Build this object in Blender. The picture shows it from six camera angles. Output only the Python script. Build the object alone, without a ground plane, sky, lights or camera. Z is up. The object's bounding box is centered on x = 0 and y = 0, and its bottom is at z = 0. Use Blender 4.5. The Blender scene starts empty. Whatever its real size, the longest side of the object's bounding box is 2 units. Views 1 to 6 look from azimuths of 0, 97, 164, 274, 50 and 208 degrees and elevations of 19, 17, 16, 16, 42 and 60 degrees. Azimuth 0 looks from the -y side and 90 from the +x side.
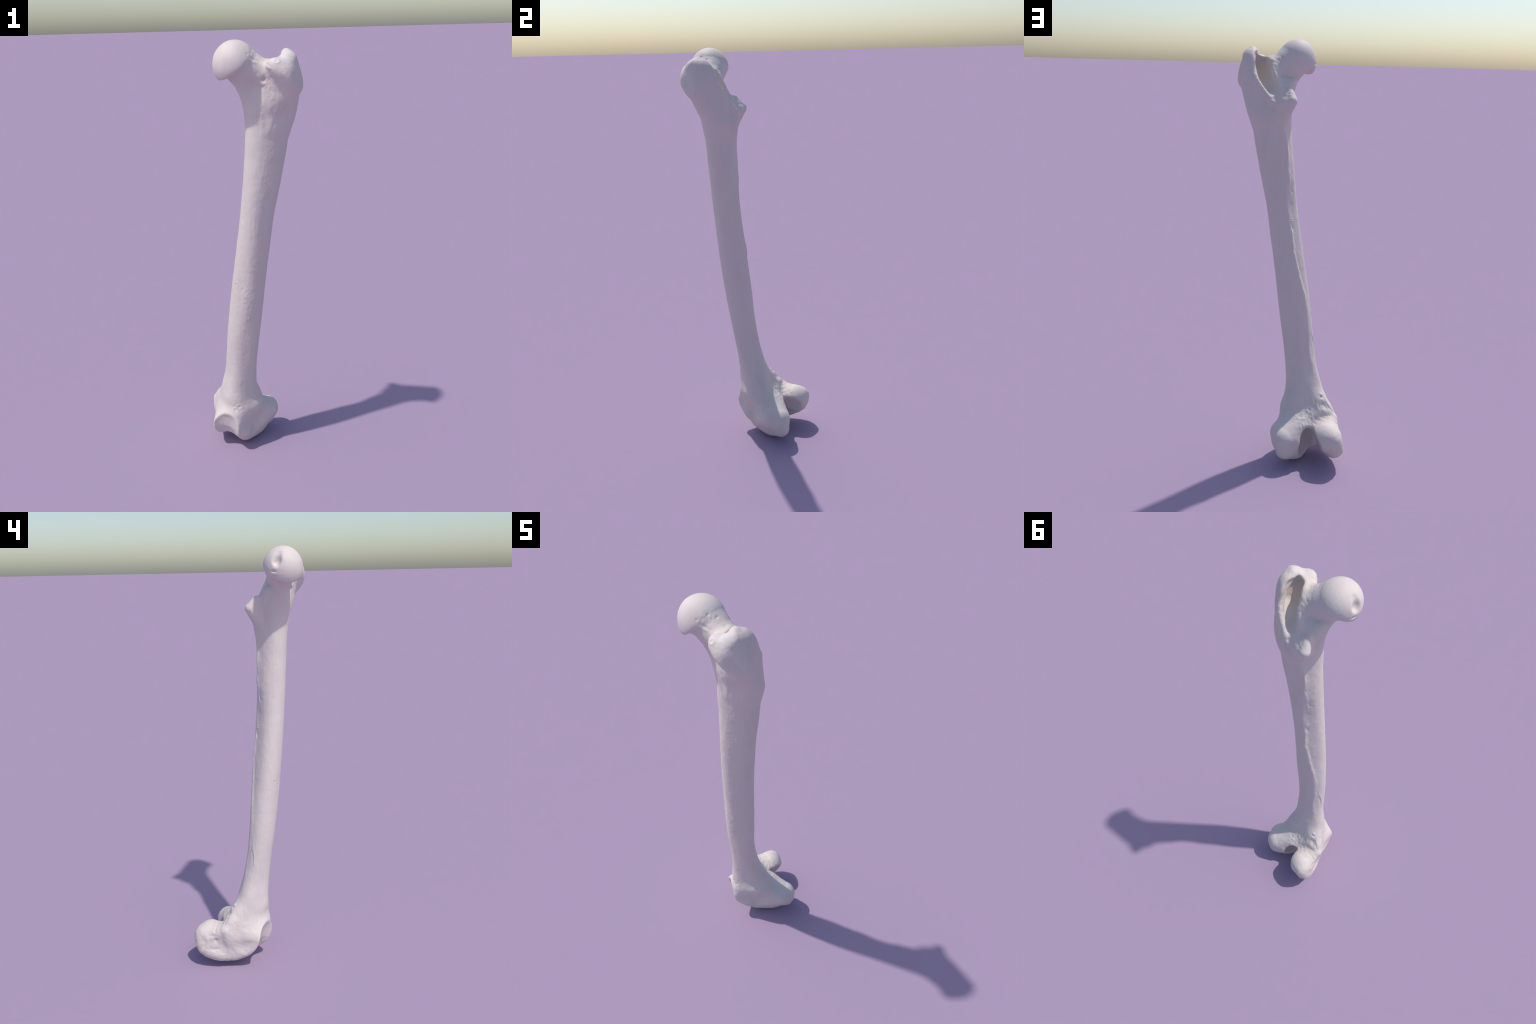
"""A long leg bone standing on its knee end: ball head, neck, two trochanters, a bowed shaft and two condyles.
The body is one implicit surface (a lofted shaft, swollen-triangle blobs, ellipsoids and smooth cuts), meshed once,
given relief along its normals, and then split by region into named parts."""
import bpy
import numpy as np

# ------------------------------------------------------------------ implicit modelling kit
A=np.array
def smin(a,b,k):
    h=np.clip(0.5+0.5*(b-a)/k,0,1); return b+(a-b)*h-k*h*(1-h)
def smax(a,b,k): return -smin(-a,-b,k)
def rotm(e):
    cx,cy,cz=np.cos(e);sx,sy,sz=np.sin(e)
    return A([[1,0,0],[0,cx,-sx],[0,sx,cx]]).T@A([[cy,0,sy],[0,1,0],[-sy,0,cy]]).T@A([[cz,-sz,0],[sz,cz,0],[0,0,1]]).T
def ell(p,v):
    """ellipsoid v=[cx,cy,cz,rx,ry,rz,ex,ey,ez]"""
    q=(p-v[:3])@rotm(v[6:9]).T if len(v)>6 else p-v[:3]
    r=np.maximum(v[3:6],0.015);k0=np.sqrt(((q/r)**2).sum(-1))+1e-9;k1=np.sqrt(((q/r**2)**2).sum(-1))+1e-9
    return k0*(k0-1)/k1
def cone(p,a,b,ra,rb):
    ba=b-a;h=np.clip(((p-a)@ba)/(ba@ba),0,1)
    return np.sqrt(((p-a-h[:,None]*ba)**2).sum(-1))-(ra+(rb-ra)*h)
def chain(p,pts,rad):
    d=None
    for i in range(len(pts)-1):
        e=cone(p,pts[i],pts[i+1],rad[i],rad[i+1]); d=e if d is None else np.minimum(d,e)
    return d
def hermite(zk,Y,z):
    """Catmull-Rom style cubic interpolation of table Y (levels x cols) at heights z"""
    m=np.gradient(Y,zk,axis=0)
    z=np.clip(z,zk[0],zk[-1]);i=np.clip(np.searchsorted(zk,z)-1,0,len(zk)-2)
    h=(zk[i+1]-zk[i]);t=((z-zk[i])/h)[:,None];h=h[:,None]
    return ((2*t**3-3*t**2+1)*Y[i]+(t**3-2*t**2+t)*h*m[i]+(-2*t**3+3*t**2)*Y[i+1]+(t**3-t**2)*h*m[i+1])
def shaft(p,zk,S):
    """S columns: cx cy a0 a2c a2s a3c a3s a4c a4s ridge_amp ridge_ang"""
    v=hermite(zk,S,p[:,2]);x=p[:,0]-v[:,0];y=p[:,1]-v[:,1]
    th=np.arctan2(y,x);r=np.sqrt(x*x+y*y)
    R=v[:,2]+v[:,3]*np.cos(2*th)+v[:,4]*np.sin(2*th)+v[:,5]*np.cos(3*th)+v[:,6]*np.sin(3*th)+v[:,7]*np.cos(4*th)+v[:,8]*np.sin(4*th)
    dt=np.angle(np.exp(1j*(th-v[:,10])))
    R=R+v[:,9]*np.exp(-(dt/0.22)**2)
    d=(r-R)*0.93
    return smax(smax(d,p[:,2]-zk[-1],0.14),zk[0]-p[:,2],0.05)
def tri_face(p,a,b,c):
    """swollen triangle face: spheres a,b,c (x,y,z,r) with the radius blended across the face"""
    ab,ac=b[:3]-a[:3],c[:3]-a[:3];ap=p-a[:3]
    d00,d01,d11=ab@ab,ab@ac,ac@ac;e0,e1=ap@ab,ap@ac;den=max(d00*d11-d01*d01,1e-12)
    v=(d11*e0-d01*e1)/den;w=(d00*e1-d01*e0)/den
    q=ap-v[:,None]*ab-w[:,None]*ac
    return np.where((v>=0)&(w>=0)&(v+w<=1),np.sqrt((q*q).sum(-1))-(a[3]+v*(b[3]-a[3])+w*(c[3]-a[3])),9.)
def mesh_blob(p,S,tris):
    """union of swollen triangles over named spheres"""
    d=np.full(len(p),9.);edges=set()
    for t in tris:
        d=np.minimum(d,tri_face(p,*[S[n] for n in t]))
        edges|={tuple(sorted(e)) for e in((t[0],t[1]),(t[1],t[2]),(t[2],t[0]))}
    for i,j in sorted(edges): d=np.minimum(d,cone(p,S[i][:3],S[j][:3],S[i][3],S[j][3]))
    return d
def spine(pts,n=3):
    """Catmull-Rom refinement of a row of spheres"""
    P=np.vstack([2*pts[0]-pts[1],pts,2*pts[-1]-pts[-2]]);o=[]
    for i in range(1,len(P)-2):
        for t in np.arange(n)/n:
            a,b,c,d=P[i-1:i+3];o.append(b+.5*t*(c-a+t*(2*a-5*b+4*c-d+t*(3*(b-c)+d-a))))
    return np.array(o+[pts[-1]])
NAMES="M0 M1 M2 M3 M4 M5 M6 MC ME AT L0 L1 L2 L3 L4 L5 LC LE T0 T1 T2 T3 LI LF".split()
def distal(p,m):
    k=m['knee'].reshape(-1,4).copy();k[:,3]=np.maximum(k[:,3],.012);S=dict(zip(NAMES,k))
    def fan(core,row):
        R=dict(enumerate(spine(np.array([S[n] for n in row.split()]))));R[-1]=S[core];n=len(R)-1
        return mesh_blob(p,R,[(-1,i,i+1) for i in range(n-1)])
    B=lambda txt:mesh_blob(p,S,[t.split() for t in txt.split(',')])
    e=fan('MC','M0 M1 M2 M3 M4 M5 M6');f=fan('LC','L0 L1 L2 L3 L4 L5')
    g=B('M0 T0 T1,M0 M1 T1,L0 T0 T1,L0 L1 T1,T1 T2 MC,T1 T2 LC,T2 T3 MC,T2 T3 LC,L1 T1 T2,M1 T1 T2,MC LC T0,AT MC T3,LC MC T3,L4 L5 LI,L5 LI LC')
    d=smin(smin(e,f,.015),g,.025)
    d=smin(d,B('LE LC L5,LE LC L3,LE L3 L5,LF LC LE,LF L2 L3,LF LE L3'),.025)
    return smin(d,B('ME MC M6,ME MC M2,AT ME MC'),.04)
def sdf(p,m):
    d=shaft(p,m['zk'],m['shaft'])
    up=p[:,2]>1.4
    if up.any(): d=d.copy();d[up]=proximal(p[up],d[up],m)
    lo=(p[:,2]<0.5)&(p[:,2]>-.2)&(np.abs(p[:,0]+.06)<.3)&(np.abs(p[:,1]-.08)<.35)
    if lo.any():
        k=np.full(len(p),1.);k[lo]=distal(p[lo],m)
        d=smin(d,k,0.09)
        g=m['groove'].reshape(-1,4);d[lo]=smax(d[lo],-chain(p[lo],g[:,:3],g[:,3]),.008)
        d[lo]=smax(d[lo],-ell(p[lo],m['notch']),.018)
    return d
def proximal(p,d,m):
    R={i:v for i,v in enumerate(m['neck'].reshape(-1,4))}
    nk=mesh_blob(p,R,[(0,1,3),(0,2,3),(1,3,4),(2,3,4),(2,3,5),(3,4,5)])
    gt=smin(ell(p,m['gt_body']),ell(p,m['gt_front']),0.04)
    gt=smin(gt,ell(p,m['gt_top']),0.02)
    for n in('gt_cut_top','gt_cut_front','gt_cut_side'):
        q=m[n];c=q[:3]/np.linalg.norm(q[:3]);gt=smax(gt,p@c-q[3],.016)
    d=smin(smin(d,gt,0.07),nk,0.055)
    d=smax(d,-ell(p,m['fossa2']),0.04)
    f=dict(enumerate(m['fossa'].reshape(-1,4)))
    d=smax(d,-mesh_blob(p,f,[(0,1,3),(1,3,4),(1,2,4)]),0.022)
    c=m['crest'].reshape(-1,4)
    d=smin(d,chain(p,c[:,:3],c[:,3]),0.014)
    L={i:v for i,v in enumerate(m['lt'].reshape(-1,4))}
    d=smin(d,mesh_blob(p,L,[(0,1,2),(0,2,3),(0,1,3)]),.02)
    h=ell(p,m['head']);q=m['head_cut'];c=q[:3]/np.linalg.norm(q[:3]);h=smax(h,p@c-q[3],.015)
    d=smin(d,h,0.015)
    return smax(d,-ell(p,m['fovea']),.012)
def surface_nets(f, lo, hi, h):
    """dual contouring (naive surface nets) of f=0, evaluated only near the surface"""
    B=8; nb=np.ceil((hi-lo)/(h*B)).astype(int); n=nb*B+1
    ci=np.stack(np.meshgrid(*[np.arange(k) for k in nb],indexing='ij'),-1).reshape(-1,3)
    cc=lo+(ci+0.5)*B*h
    act=ci[np.abs(f(cc))<B*h*1.9]
    F=np.full(n,1.0,np.float32)
    o=np.stack(np.meshgrid(*[np.arange(B+1)]*3,indexing='ij'),-1).reshape(-1,3)
    far=np.ones(n,bool)
    for s in range(0,len(act),400):
        g=(act[s:s+400,None]*B+o).reshape(-1,3)
        F[g[:,0],g[:,1],g[:,2]]=f(lo+g*h); far[g[:,0],g[:,1],g[:,2]]=False
    neg=F<0
    corners=[(i,j,k) for i in(0,1) for j in(0,1) for k in(0,1)]
    sl=lambda a,i,j,k:a[i:a.shape[0]-1+i,j:a.shape[1]-1+j,k:a.shape[2]-1+k]
    cnt=sum(sl(neg,*c).astype(np.int8) for c in corners); anyfar=sum(sl(far,*c).astype(np.int8) for c in corners)
    cell=(cnt>0)&(cnt<8)&(anyfar==0)
    idx=np.full(cell.shape,-1,np.int64); ids=np.argwhere(cell); idx[cell]=np.arange(len(ids))
    acc=np.zeros((len(ids),3)); w=np.zeros(len(ids))
    for a in corners:
        for ax in range(3):
            if a[ax]: continue
            b=list(a); b[ax]=1
            fa=F[ids[:,0]+a[0],ids[:,1]+a[1],ids[:,2]+a[2]].astype(float); fb=F[ids[:,0]+b[0],ids[:,1]+b[1],ids[:,2]+b[2]].astype(float)
            x=(fa<0)!=(fb<0); t=np.where(x,fa/np.where(x,fa-fb,1),0)
            p=np.tile(np.array(a,float),(len(ids),1)); p[:,ax]+=t
            acc+=np.where(x[:,None],p,0); w+=x
    V=lo+(ids+acc/w[:,None])*h
    Q=[]
    for ax in range(3):
        u,v=(ax+1)%3,(ax+2)%3
        s0=[slice(None)]*3;s1=[slice(None)]*3;s0[ax]=slice(0,-1);s1[ax]=slice(1,None)
        e=np.argwhere(neg[tuple(s0)]!=neg[tuple(s1)])
        e=e[(e[:,u]>0)&(e[:,v]>0)&(e[:,u]<cell.shape[u])&(e[:,v]<cell.shape[v])]
        du=np.eye(3,dtype=int)[u];dv=np.eye(3,dtype=int)[v]
        q=np.stack([idx[tuple((e-x).T)] for x in(0*du,du,du+dv,dv)],1)
        flip=neg[tuple(e.T)]; q[~flip]=q[~flip][:,::-1]
        Q.append(q[(q>=0).all(1)])
    return V,np.concatenate(Q)
def project(f,p,it=1,e=8e-4):
    """slide points onto f=0 along the gradient"""
    for _ in range(it):
        d=f(p); g=np.stack([f(p+e*np.eye(3)[i])-d for i in range(3)],-1)/e
        p=p-np.clip(d/np.maximum((g*g).sum(-1),.05),-.004,.004)[:,None]*g
    return p

# ------------------------------------------------------------------ measurements (metres)
M={}
# heights of the shaft sections
M['zk']=A([0.2, 0.25, 0.3, 0.36, 0.43, 0.52, 0.65, 0.8, 0.95, 1.1, 1.25, 1.4, 1.52, 1.62, 1.7, 1.77, 1.83])
# shaft sections: centre x y, mean radius, 2nd-4th harmonics, posterior ridge height and bearing
M['shaft']=A([
 [-0.0803, 0.0084, 0.1033, 0.0131, 0.0051, 0.0026, 0.0052, 0.0001, -0.0001, -0.0001, 2.6],
 [-0.0764, -0.0039, 0.0948, 0.0141, -0.0013, 0.0041, 0.006, 0.0002, 0.0001, -0.0, 2.6003],
 [-0.0829, -0.0046, 0.0918, 0.0087, -0.0003, 0.0057, 0.0087, -0.0015, 0.0002, -0.0002, 2.6024],
 [-0.0816, -0.0181, 0.0792, 0.0062, -0.0011, 0.0025, 0.0034, 0.0005, -0.0018, 0.0001, 2.5284],
 [-0.073, -0.0323, 0.0706, 0.0061, -0.0015, 0.0014, 0.0017, 0.0003, -0.0019, 0.002, 2.3352],
 [-0.065, -0.0482, 0.0665, 0.0068, -0.0018, 0.0003, -0.0004, 0.001, -0.0021, 0.005, 2.1215],
 [-0.0524, -0.0655, 0.0681, 0.0077, -0.0018, 0.0013, -0.0007, 0.0011, -0.001, 0.0044, 2.2118],
 [-0.0346, -0.0786, 0.0703, 0.0064, -0.0002, 0.0013, 0.0004, 0.0017, 0.0004, 0.0045, 2.125],
 [-0.0143, -0.0918, 0.0698, 0.005, 0.0021, -0.0006, -0.0004, 0.0016, 0.0004, 0.0046, 1.7529],
 [0.0064, -0.1034, 0.0689, 0.0048, 0.0041, 0.0001, -0.0008, 0.0017, -0.0002, 0.0047, 1.7179],
 [0.0271, -0.1121, 0.0684, 0.0055, 0.0067, 0.0006, -0.0001, 0.001, -0.0, 0.005, 1.6845],
 [0.0477, -0.1176, 0.0727, 0.009, 0.0032, 0.0035, 0.0003, 0.0009, 0.0007, 0.0053, 1.9393],
 [0.0659, -0.1191, 0.0767, 0.0099, 0.0047, 0.0032, -0.0004, 0.0011, 0.0015, 0.0055, 2.1192],
 [0.0793, -0.1224, 0.08, 0.012, 0.0051, 0.0031, -0.0017, 0.002, 0.002, 0.0049, 1.9542],
 [0.0979, -0.1323, 0.0806, 0.0218, 0.0052, 0.0002, 0.0007, 0.0034, 0.0017, 0.0024, 1.9676],
 [0.1108, -0.1399, 0.095, 0.0115, -0.0117, 0.0004, -0.0001, 0.0003, -0.0005, 0.0001, 1.9992],
 [0.1292, -0.1519, 0.089, 0.0032, -0.0043, -0.0, 0.0002, -0.0, 0.0001, 0.0, 2.0001],
])
# neck spheres x y z r
M['neck']=A([
 [-0.0393, -0.1702, 1.916, 0.0791],
 [0.0878, -0.1575, 1.8494, 0.0468],
 [-0.0146, -0.1657, 1.8196, 0.034],
 [0.0557, -0.151, 1.8201, 0.0357],
 [0.0905, -0.1024, 1.674, 0.066],
 [0.0075, -0.1166, 1.804, 0.0294],
]).ravel()
# ball head ellipsoid
M['head']=A([-0.0506, -0.1805, 1.9041, 0.0864, 0.0858, 0.0938])
# ligament pit
M['fovea']=A([-0.1316, -0.1528, 1.9508, 0.0216, 0.0221, 0.0368])
M['head_cut']=A([0.5915, 0.2347, -0.8207, -1.5624])
M['gt_body']=A([0.1391, -0.1482, 1.8444, 0.0658, 0.0629, 0.118, 0.2778, 0.3541, 0.0198])
M['gt_front']=A([0.1653, -0.2237, 1.8659, 0.0944, 0.0477, 0.047, -0.0495, 0.5701, 0.2205])
M['gt_top']=A([0.1704, -0.2065, 1.9175, 0.0313, 0.0384, 0.0364, 0.0047, 0.0131, 0.1693])
M['gt_cut_top']=A([0.2034, -0.6059, 0.7709, 1.673])
M['gt_cut_side']=A([0.8405, -0.5401, -0.0378, 0.2227])
M['crest']=A([
 [0.16, -0.186, 1.947, 0.0155],
 [0.171, -0.1421, 1.8919, 0.01],
 [0.1644, -0.0906, 1.816, 0.0088],
 [0.1039, -0.0409, 1.725, 0.011],
]).ravel()
# hollow behind the greater trochanter
M['fossa']=A([
 [0.142, -0.1687, 1.9099, 0.0304],
 [0.1368, -0.1392, 1.8567, 0.039],
 [0.1063, -0.056, 1.7893, 0.0285],
 [0.1247, -0.1004, 1.9183, 0.03],
 [0.1311, -0.066, 1.8621, 0.0332],
]).ravel()
M['fossa2']=A([0.083, 0.0043, 1.8473, 0.0419, 0.0408, 0.0707, 0.0559, -0.0283, 0.0115])
M['lt']=A([
 [0.0175, -0.0249, 1.7317, 0.025],
 [0.0205, -0.0529, 1.7683, 0.0195],
 [0.0714, -0.042, 1.7193, 0.0171],
 [0.0454, -0.0657, 1.6783, 0.0363],
]).ravel()
# gap between the condyles
M['notch']=A([-0.0638, 0.1699, 0.0982, 0.0467, 0.105, 0.0882, -0.0001, 0.0002, 0.0978])
# spheres of the knee end, in the order of NAMES
M['knee']=A([
 [-0.187, -0.0764, 0.1519, 0.0244],
 [-0.1904, 0.0167, 0.082, 0.0177],
 [-0.1726, 0.0667, 0.0661, 0.0273],
 [-0.1752, 0.1364, 0.0715, 0.0455],
 [-0.1796, 0.2176, 0.1005, 0.0401],
 [-0.1671, 0.239, 0.1642, 0.0297],
 [-0.145, 0.1888, 0.1529, 0.0618],
 [-0.1625, 0.1023, 0.1515, 0.0327],
 [-0.1964, 0.1132, 0.2042, 0.0259],
 [-0.1738, 0.0852, 0.2387, 0.0154],
 [-0.1221, -0.0707, 0.1467, 0.0405],
 [-0.0748, -0.0336, 0.1041, 0.0396],
 [-0.0599, 0.019, 0.0571, 0.0426],
 [-0.0155, 0.0869, 0.0623, 0.057],
 [0.0526, 0.1366, 0.0777, 0.036],
 [0.0513, 0.1202, 0.1329, 0.0527],
 [-0.0272, 0.0769, 0.1488, 0.0654],
 [0.0664, 0.0842, 0.1499, 0.0429],
 [-0.1082, -0.0512, 0.195, 0.0263],
 [-0.1317, -0.0177, 0.1369, 0.0558],
 [-0.1043, 0.064, 0.1021, 0.0623],
 [-0.0841, 0.0702, 0.2006, 0.0389],
 [0.0025, 0.1317, 0.1175, 0.0449],
 [0.0015, 0.0505, 0.1111, 0.0511],
]).ravel()
# kneecap groove cutter
M['groove']=A([
 [-0.1928, -0.1751, 0.1631, 0.115],
 [-0.1918, -0.1604, 0.1087, 0.1146],
 [-0.1822, -0.112, 0.0489, 0.0987],
]).ravel()
M['gt_cut_front']=A([0.4506, -0.8008, 0.3775, 1.0081])

# ------------------------------------------------------------------ relief
def noise(p, scale, seed=0):
    """smooth value noise in -1..1; scale = size of one cell, per axis or single (metres)"""
    q=p/np.broadcast_to(np.asarray(scale,float),3)+seed*17.31; i=np.floor(q).astype(np.int64); t=q-i; t=t*t*(3-2*t)
    def h(a,b,c):
        n=(a*374761393+b*668265263+c*2147483647+seed*1274126177)&0xffffffff
        n=((n^(n>>13))*1274126177)&0xffffffff
        return ((n^(n>>16))&0xffff)/32767.5-1
    r=0
    for dx in(0,1):
        for dy in(0,1):
            for dz in(0,1):
                w=(t[:,0] if dx else 1-t[:,0])*(t[:,1] if dy else 1-t[:,1])*(t[:,2] if dz else 1-t[:,2])
                r=r+w*h(i[:,0]+dx,i[:,1]+dy,i[:,2]+dz)
    return r
def fbm(p, scale, seed=0, n=3):
    s=np.asarray(scale,float); return sum(noise(p,s/2**k,seed+k)*.5**k for k in range(n))
def bump(p, c, r):
    """soft spot of radius r (one number or one per axis) at c"""
    return np.exp(-(((p-A(c))/np.asarray(r,float))**2).sum(-1))
def line_d(p, pts):
    """distance to a polyline, and the place along it (0..1)"""
    pts=A(pts,float); d=np.full(len(p),9.); u=np.zeros(len(p)); n=len(pts)-1
    for k in range(n):
        ab=pts[k+1]-pts[k]; h=np.clip(((p-pts[k])@ab)/(ab@ab),0,1)
        e=np.sqrt(((p-pts[k]-h[:,None]*ab)**2).sum(-1)); c=e<d; d=np.where(c,e,d); u=np.where(c,(k+h)/n,u)
    return d,u
def ridge(p, pts, w, taper=.12):
    d,u=line_d(p,pts); return np.exp(-(d/w)**2)*np.clip(u/taper,0,1)*np.clip((1-u)/taper,0,1)
def step(x,a,b):
    t=np.clip((x-a)/(b-a),0,1); return t*t*(3-2*t)

LINEA=[(.03,-.052,1.60),(.022,-.051,1.524),(.014,-.052,1.411),(.002,-.058,1.33),(-.006,-.050,1.25),(-.008,-.047,1.177),(-.008,-.038,1.10),(-.009,-.029,1.042),(-.034,-.031,.948),(-.065,-.018,.862),(-.09,-.016,.78),(-.109,-.017,.705),(-.124,-.022,.62),(-.132,-.03,.558)]
TROCH_LINES=[[(.052,-.204,1.82),(.054,-.205,1.779),(.057,-.203,1.725),(.057,-.196,1.67),(.062,-.192,1.60)],
             [(.118,-.233,1.82),(.132,-.227,1.787),(.125,-.214,1.742),(.109,-.198,1.691),(.09,-.195,1.651),(.073,-.192,1.61)],
             [(.099,-.225,1.82),(.105,-.221,1.779),(.103,-.209,1.724),(.09,-.196,1.66)]]
NECK_LINE=[(.006,-.24,1.925),(.023,-.226,1.915),(.054,-.222,1.905),(.08,-.244,1.895),(.11,-.265,1.886)]
def relief(p):
    """height of the fine relief at surface points p, metres, outward positive"""
    z=p[:,2]; h=np.zeros(len(p))
    def on(m,fn):
        """mask times detail, worked out only where the mask counts"""
        i=np.flatnonzero(m>.004); out=np.zeros(len(p)); out[i]=m[i]*fn(p[i]); return out
    smooth=np.clip(bump(p,(-.06,-.18,1.92),.12)*1.3,0,1)                       # ball head is polished
    pits=lambda q,s,k,lo: np.clip(noise(q,s,k)-lo,0,1)
    # overall unevenness and long grain of the shaft
    h+=.0005*fbm(p,.030,1)*(1-.6*smooth)+.0003*fbm(p,(.010,.010,.045),5,2)*(1-smooth)
    h+=.00014*noise(p,.0045,9)
    # muscle ridge down the back of the shaft: broken crest with pits, nicks and a ledge
    d,u=line_d(p,LINEA); ln=np.exp(-(d/.007)**2)*np.clip(u/.06,0,1)*np.clip((1-u)/.08,0,1)
    h+=on(ln,lambda q:.0022+.0022*noise(q,(.02,.02,.035),21)+.0008*noise(q,.008,22))
    h-=.0028*ridge(p,[(.004,-.066,1.345),(-.004,-.066,1.322),(-.016,-.078,1.312)],.006,.2)
    h+=.002*bump(p,(.016,-.05,1.405),(.012,.012,.02))
    h-=.0035*bump(p,(-.008,-.047,1.150),(.007,.007,.014))
    for dz in(.0,.009): h+=.0022*bump(p,(-.011,-.048,1.180+dz),(.010,.010,.0028))
    h+=.0016*ridge(p,[(-.128,-.028,.60),(-.134,-.031,.56),(-.136,-.029,.52)],.005)-.0016*ridge(p,[(-.120,-.022,.60),(-.126,-.025,.56),(-.128,-.023,.52)],.006)
    # flank of the upper outer shaft is slightly knobbly in outline
    h+=on(step(z,1.25,1.45)*step(p[:,0],.10,.15)*(1-step(z,1.74,1.8)),lambda q:.0014*noise(q,(.05,.05,.06),33))
    # rough muscle scar on the front of the shaft
    h+=on(bump(p,(-.02,-.145,.88),(.06,.03,.07)),lambda q:.0009*fbm(q,(.012,.012,.016),41)+.0014*pits(q,.010,43,.55))
    for c in((-.074,-.134,.943),(.010,-.134,.843),(-.022,-.137,.763)): h+=.0014*bump(p,c,.005)-.0012*bump(p,A(c)-[0,0,.009],.005)
    # ridges and roughness between the trochanters, on the front
    for k,L in enumerate(TROCH_LINES): h+=on(ridge(p,L,.009,.4),lambda q:(.0016,.0018,.0012)[k]+.0012*noise(q,.012,51+k))
    h+=on(bump(p,(.085,-.225,1.84),(.050,.04,.050)),lambda q:.0018*fbm(q,(.014,.014,.018),61)-.0018*pits(q,.011,63,.35))
    h+=on(bump(p,(.095,-.21,1.73),(.035,.04,.07)),lambda q:.0010*fbm(q,(.012,.012,.035),66))
    h-=.009*bump(p,(.068,-.222,1.846),(.0075,.02,.009)); h+=.0025*bump(p,(.066,-.220,1.828),(.010,.02,.006))
    # neck: collar of shallow pits below the head, and a crest line along the upper front
    h+=on(bump(p,(.03,-.20,1.945),(.040,.05,.025)),lambda q:.0014*fbm(q,.016,71)-.0016*pits(q,.014,73,.25))
    for c in((.023,-.20,1.96),(.042,-.174,1.947),(.004,-.236,1.945),(.079,-.167,1.928),(.018,-.221,1.92)): h-=.0022*bump(p,c,.0055)
    h+=on(ridge(p,NECK_LINE,.006),lambda q:.0018+.001*noise(q,.012,76))-.0018*ridge(p,A(NECK_LINE)+[0,.004,.011],.005)
    h+=on(bump(p,(.06,-.115,1.905),(.035,.03,.022)),lambda q:.0016*fbm(q,.012,78)+.002*pits(q,.011,79,.3))
    # greater trochanter: tendon facet with a small ring, gentle mottling, ledge at the outer side
    h+=on(bump(p,(.16,-.235,1.90),(.05,.05,.05)),lambda q:.0012*fbm(q,.022,81))
    d=np.sqrt(((p-A((.12,-.259,1.916)))**2).sum(-1)); h+=.0016*np.exp(-((d-.010)/.0035)**2)-.001*np.exp(-(d/.006)**2)
    h-=.0016*ridge(p,[(.192,-.250,1.868),(.208,-.233,1.85),(.219,-.213,1.832),(.216,-.207,1.812)],.007)
    h+=on(step(z,1.70,1.76)*step(p[:,1],-.13,-.09)*step(p[:,0],.06,.09),lambda q:.0009*fbm(q,(.010,.010,.014),84))
    for c in((.136,-.157,1.844),(.083,-.15,1.88),(.074,-.061,1.769),(.057,-.094,1.829),(.046,-.108,1.824)): h-=.0022*bump(p,c,.0055)
    # lesser trochanter: rough link to the crest
    h+=on(bump(p,(.05,-.035,1.745),(.03,.03,.025)),lambda q:.0022*fbm(q,.012,86))
    # pit of the head ligament with a lip and a second small dent
    h-=.0045*bump(p,(-.112,-.160,1.972),(.014,.014,.011))+.004*bump(p,(-.118,-.150,1.930),.012)
    h+=.0022*bump(p,(-.126,-.176,1.945),(.012,.010,.014))
    h-=.005*bump(p,(-.127,-.139,1.893),(.012,.010,.005))-.002*bump(p,(-.127,-.139,1.883),(.012,.010,.005))
    h+=on(bump(p,(-.12,-.16,1.93),.05),lambda q:.0006*fbm(q,.014,88))
    # knee end, back: coarse striated popliteal field with a deep pit near the inner border
    h+=on(np.clip(1.5*bump(p,(-.085,.105,.245),(.085,.07,.060)),0,1),lambda q:.0018*fbm(q,(.010,.012,.026),91)-.0022*pits(q,(.011,.012,.020),93,.25))
    h-=.010*bump(p,(-.161,.100,.274),(.017,.022,.018))+.005*bump(p,(-.176,.108,.262),(.014,.018,.012))
    h+=.004*ridge(p,[(-.143,.070,.318),(-.158,.064,.318)],.008,.3)-.004*bump(p,(-.150,.072,.309),(.009,.012,.006))
    h-=.0024*ridge(p,[(-.164,.085,.30),(-.178,.100,.275),(-.195,.112,.245),(-.203,.112,.235)],.005)
    h-=.0022*ridge(p,[(-.150,.140,.232),(-.185,.155,.228),(-.203,.163,.206),(-.207,.160,.195)],.004)
    h+=on(bump(p,(-.190,.070,.285),(.02,.03,.04)),lambda q:.0012*fbm(q,.014,95))
    # inner condyle: one clear dimple, fainter hollows round it, fine skin on its side
    h-=.0055*bump(p,(-.216,.158,.155),(.02,.011,.014))+.003*bump(p,(-.213,.175,.180),(.02,.020,.009))+.0025*bump(p,(-.217,.162,.108),(.02,.020,.007))
    h+=.002*bump(p,(-.217,.176,.128),(.02,.014,.012))
    m=step(-p[:,0],.185,.205)*(1-step(z,.22,.32))*step(p[:,1],-.03,.03)
    h+=on(m,lambda q:.0005*fbm(q,(.02,.012,.010),97)+.0008*pits(q,(.02,.012,.008),99,.5)*step(q[:,1],.12,.18))
    # outer condyle: tendon groove below the epicondyle, pits above the groove of the kneecap
    h-=.0020*ridge(p,[(.045,.0,.215),(.025,-.008,.165),(.020,.0,.135),(.028,.012,.112),(.06,.040,.118),(.100,.066,.150)],.009)
    h+=.0016*bump(p,(.055,.03,.175),(.03,.03,.03))-.0018*bump(p,(.060,.082,.055),(.02,.02,.012))
    for c in((-.109,-.095,.269),(-.082,-.095,.269),(-.104,-.098,.252)): h-=.0028*bump(p,c,(.0055,.012,.006))
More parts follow.
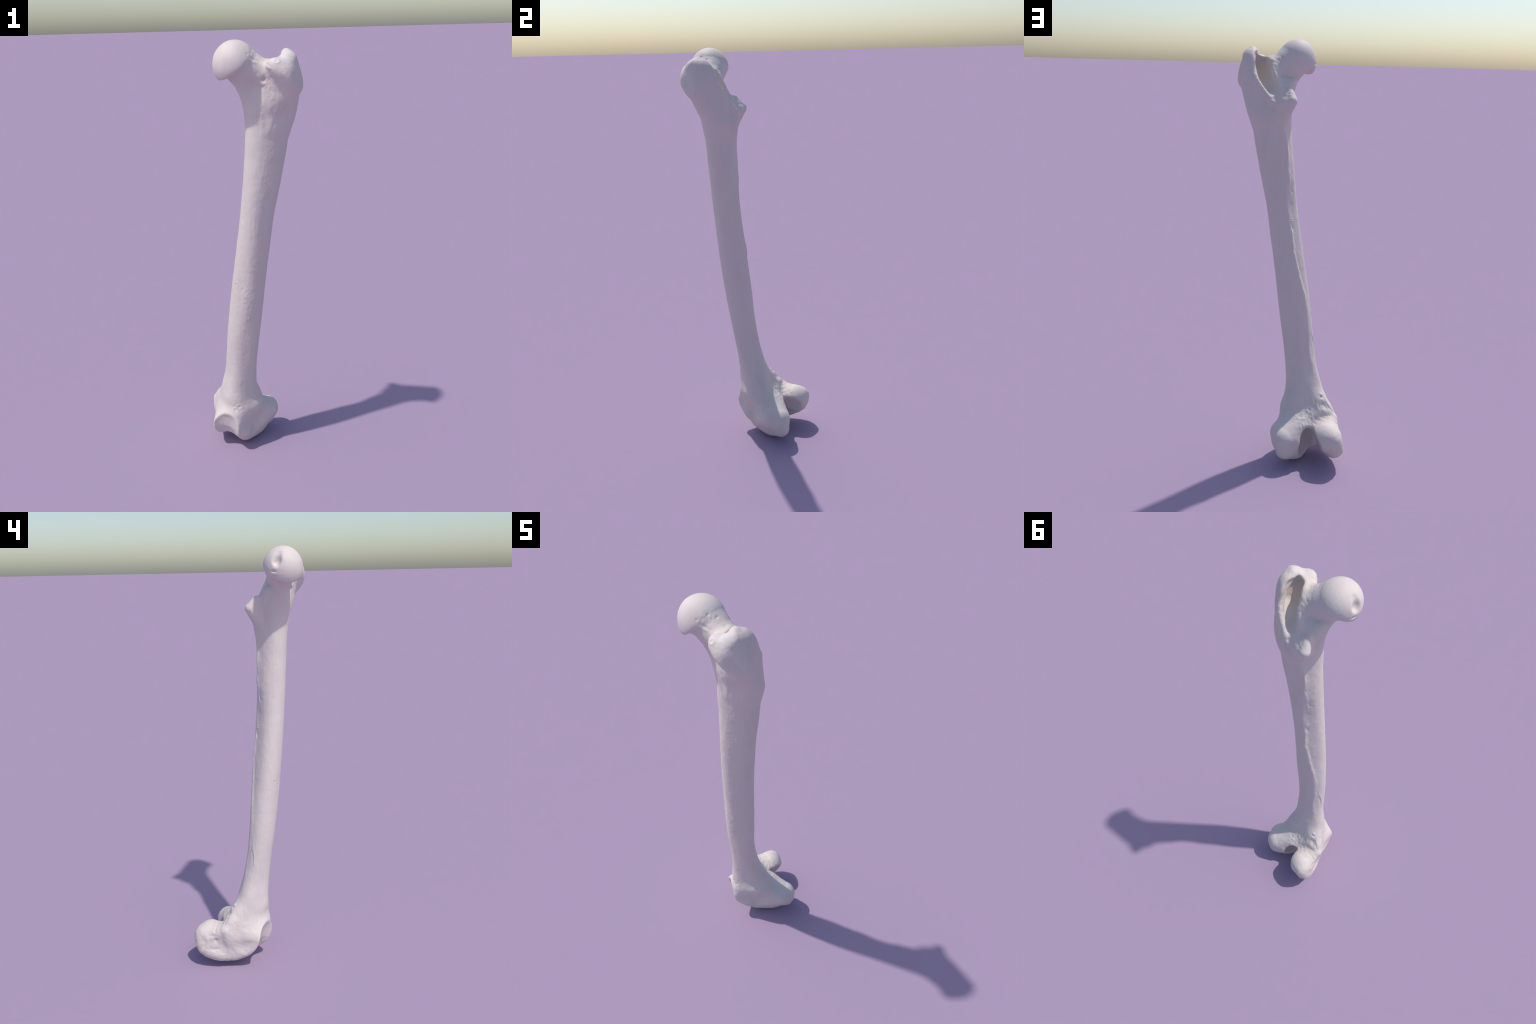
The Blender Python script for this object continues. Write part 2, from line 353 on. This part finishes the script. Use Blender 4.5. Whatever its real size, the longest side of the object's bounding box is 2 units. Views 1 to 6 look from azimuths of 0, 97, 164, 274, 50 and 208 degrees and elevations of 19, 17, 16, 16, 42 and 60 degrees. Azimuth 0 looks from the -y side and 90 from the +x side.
    h+=on(bump(p,(-.09,-.09,.262),(.03,.03,.03)),lambda q:.0016*fbm(q,.011,103))
    # notch: rough floor
    h+=on(bump(p,(-.075,.09,.13),(.045,.05,.05)),lambda q:.0014*fbm(q,.014,105))
    return h

# ------------------------------------------------------------------ build the whole body
field=lambda p: sdf(p,M)
V,Q=surface_nets(field,A([-.26,-.31,-.03]),A([.27,.31,2.03]),.0042)
V=project(field,V)
def subdivide(V,Q):
    """one Catmull-Clark step on a closed quad mesh"""
    n=len(V); fp=V[Q].mean(1)
    e=np.stack([Q,np.roll(Q,-1,1)],-1).reshape(-1,2); es=np.sort(e,1); key=es[:,0]*n+es[:,1]
    u,inv=np.unique(key,return_inverse=True); a,b=u//n,u%n; face=np.repeat(np.arange(len(Q)),4)
    def scatter(i,w,k): return np.stack([np.bincount(i,w[:,c],k) for c in range(3)],-1)
    cnt=np.bincount(inv,minlength=len(u))[:,None]; fs=scatter(inv,fp[face],len(u))
    ep=np.where(cnt==2,(V[a]+V[b]+fs)/4,(V[a]+V[b])/2)
    val=np.bincount(Q.ravel(),minlength=n)[:,None]; F=scatter(Q.ravel(),np.repeat(fp,4,0),n)/val
    mid=(V[a]+V[b])/2; ec=np.bincount(np.r_[a,b],minlength=n)[:,None]; R=(scatter(a,mid,n)+scatter(b,mid,n))/ec
    nv=(F+2*R+(val-3)*V)/val
    ei=inv.reshape(-1,4)+n; fi=np.arange(len(Q))+n+len(u)
    q=np.stack([np.stack([Q[:,k],ei[:,k],fi,ei[:,k-1]],1) for k in range(4)],1).reshape(-1,4)
    return np.vstack([nv,ep,fp]),q
def make_mesh(name,co,quads):
    me=bpy.data.meshes.new(name); k=len(quads)
    me.vertices.add(len(co)); me.vertices.foreach_set("co",np.ascontiguousarray(co,np.float32).ravel())
    me.loops.add(4*k); me.loops.foreach_set("vertex_index",np.ascontiguousarray(quads,np.int32).ravel())
    me.polygons.add(k); me.polygons.foreach_set("loop_start",np.arange(0,4*k,4,dtype=np.int32))
    me.update(calc_edges=True); return me
def normals(P,F):
    """area weighted vertex normals"""
    f=np.cross(P[F[:,2]]-P[F[:,0]],P[F[:,3]]-P[F[:,1]]); k=len(P); i=F.ravel(); w=np.repeat(f,4,0)
    g=np.stack([np.bincount(i,w[:,c],k) for c in range(3)],-1); return g/np.maximum(np.linalg.norm(g,axis=1),1e-12)[:,None]
P,F=subdivide(V,Q)
P=P+relief(P)[:,None]*normals(P,F)
P[:,2]-=P[:,2].min(); P[:,2]*=2.0/P[:,2].max()
N=normals(P,F)

# ------------------------------------------------------------------ material
def bone_material():
    mt=bpy.data.materials.new("bleached_bone"); mt.use_nodes=True; nt=mt.node_tree; L=nt.links; new=nt.nodes.new
    bs=nt.nodes["Principled BSDF"]; tc=new("ShaderNodeTexCoord"); co=tc.outputs["Object"]
    def mapped(scale):
        k=new("ShaderNodeMapping"); k.inputs["Scale"].default_value=scale; L.new(co,k.inputs["Vector"]); return k.outputs["Vector"]
    def noise_n(vec,scale,detail=3.,rough=.55):
        k=new("ShaderNodeTexNoise"); k.inputs["Scale"].default_value=scale; k.inputs["Detail"].default_value=detail; k.inputs["Roughness"].default_value=rough
        L.new(vec,k.inputs["Vector"]); return k.outputs["Fac"]
    def ramp(fac,stops):
        k=new("ShaderNodeValToRGB"); e=k.color_ramp.elements
        while len(e)<len(stops): e.new(.5)
        for s,(x,c) in zip(e,stops): s.position=x; s.color=(*c,1)
        L.new(fac,k.inputs["Fac"]); return k.outputs["Color"]
    def mix(kind,f,a,b):
        k=new("ShaderNodeMix"); k.data_type="RGBA"; k.blend_type=kind
        if isinstance(f,float): k.inputs[0].default_value=f
        else: L.new(f,k.inputs[0])
        for s,v in((6,a),(7,b)):
            if isinstance(v,tuple): k.inputs[s].default_value=(*v,1)
            else: L.new(v,k.inputs[s])
        return k.outputs[2]
    def math(op,a,b=None):
        k=new("ShaderNodeMath"); k.operation=op; k.use_clamp=op in("MULTIPLY","ADD","SUBTRACT")
        for s,v in((0,a),(1,b)):
            if v is None: continue
            if isinstance(v,float): k.inputs[s].default_value=v
            else: L.new(v,k.inputs[s])
        return k.outputs[0]
    def spot(c,r,soft=1.):
        """1 at c falling to 0 at distance r (per axis)"""
        k=new("ShaderNodeMapping"); k.vector_type="TEXTURE"; k.inputs["Location"].default_value=c; k.inputs["Scale"].default_value=r; L.new(co,k.inputs["Vector"])
        g=new("ShaderNodeVectorMath"); g.operation="LENGTH"; L.new(k.outputs["Vector"],g.inputs[0])
        q=new("ShaderNodeMapRange"); q.interpolation_type="SMOOTHSTEP"; q.inputs["From Min"].default_value=1.; q.inputs["From Max"].default_value=1.-soft; L.new(g.outputs["Value"],q.inputs["Value"]); return q.outputs["Result"]
    base=ramp(noise_n(mapped((1,1,.35)),14.,4.),[(.30,BASE_A),(.50,BASE_B),(.70,BASE_C)])
    streak=ramp(noise_n(mapped((1,1,.12)),70.,3.),[(.35,(.965,.960,.955)),(.65,(1.,1.,1.))])
    col=mix("MULTIPLY",.5,base,streak)
    hue=ramp(noise_n(mapped((1,1,.6)),75.,2.,.5),[(.36,(1.015,.972,.965)),(.50,(1.,1.,1.)),(.64,(.975,1.,1.02))])
    col=mix("MULTIPLY",.9,col,hue)
    speck=ramp(noise_n(co,150.,2.,.6),[(.66,(1.,1.,1.)),(.78,(.93,.91,.89))])
    col=mix("MULTIPLY",.7,col,speck)
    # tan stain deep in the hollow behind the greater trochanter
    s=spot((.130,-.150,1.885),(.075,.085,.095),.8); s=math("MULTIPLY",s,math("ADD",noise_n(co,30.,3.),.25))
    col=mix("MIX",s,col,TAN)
    L.new(col,bs.inputs["Base Color"]); bs.inputs["Roughness"].default_value=.62; bs.inputs["Specular IOR Level"].default_value=.3
    b1=new("ShaderNodeBump"); b1.inputs["Strength"].default_value=.22; b1.inputs["Distance"].default_value=.0012
    L.new(noise_n(mapped((1,1,.45)),230.,3.,.6),b1.inputs["Height"]); L.new(b1.outputs["Normal"],bs.inputs["Normal"])
    return mt
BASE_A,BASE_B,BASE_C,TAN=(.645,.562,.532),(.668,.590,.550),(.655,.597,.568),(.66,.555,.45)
MAT=bone_material()

# ------------------------------------------------------------------ split by region into named parts
Fc=P[F].mean(1)
def region(p):
    """index of the anatomical part that owns each point"""
    r=np.zeros(len(p),int); up=p[:,2]>1.5; q=p[up]; R={i:v for i,v in enumerate(M['neck'].reshape(-1,4))}
    head=ell(q,M['head'])-.004; c=M['head_cut'][:3]/np.linalg.norm(M['head_cut'][:3]); head=np.maximum(head,q@c-M['head_cut'][3])
    neck=mesh_blob(q,R,[(0,1,3),(0,2,3)])+.006
    gt=smin(ell(q,M['gt_body']),smin(ell(q,M['gt_front']),ell(q,M['gt_top']),.02),.02); k=M['crest'].reshape(-1,4); gt=np.minimum(gt,chain(q,k[:3,:3],k[:3,3]))
    gt=np.where(q[:,0]>.085,gt,.5)
    Lt={i:v for i,v in enumerate(M['lt'].reshape(-1,4))}; lt=mesh_blob(q,Lt,[(0,1,3)])-.004
    sh=shaft(q,M['zk'],M['shaft'])+.012
    r[up]=np.argmin(np.stack([sh,head,neck,gt,lt]),0)
    lo=p[:,2]<.42; q=p[lo]; K=M['knee'].reshape(-1,4).copy(); S=dict(zip(NAMES,K))
    def fan(core,row):
        T=dict(enumerate(spine(np.array([S[n] for n in row.split()])))); T[-1]=S[core]; return mesh_blob(q,T,[(-1,i,i+1) for i in range(len(T)-2)])
    mc=np.minimum(fan('MC','M1 M2 M3 M4 M5 M6'),mesh_blob(q,S,[('ME','MC','M6')])); lc=np.minimum(fan('LC','L1 L2 L3 L4 L5'),mesh_blob(q,S,[('LE','LC','L5')]))
    g=M['groove'].reshape(-1,4); pat=np.where(q[:,1]<.06,np.abs(chain(q,g[:,:3],g[:,3]))-.012,.5)
    sh=np.where(q[:,2]>.225,-.03,shaft(q,M['zk'],M['shaft'])+.02)
    r[lo]=np.array([0,5,6,7])[np.argmin(np.stack([sh,mc,lc,pat]),0)]
    return r
PARTS=["shaft","head","neck","greater_trochanter","lesser_trochanter","medial_condyle","lateral_condyle","kneecap_groove"]
owner=region(Fc)
root=bpy.data.objects.new("thigh_bone",None); bpy.context.collection.objects.link(root)
root["label"]="bleached white human thigh bone standing upright on its knee end"; root["category"]="bone"
for k,name in enumerate(PARTS):
    f=F[owner==k]
    if not len(f): continue
    used,inv=np.unique(f,return_inverse=True); f=inv.reshape(-1,4)
    me=make_mesh(name,P[used],f); me.shade_smooth()
    me.normals_split_custom_set_from_vertices(N[used].tolist()); me.materials.append(MAT)
    o=bpy.data.objects.new(name,me); bpy.context.collection.objects.link(o); o.parent=root
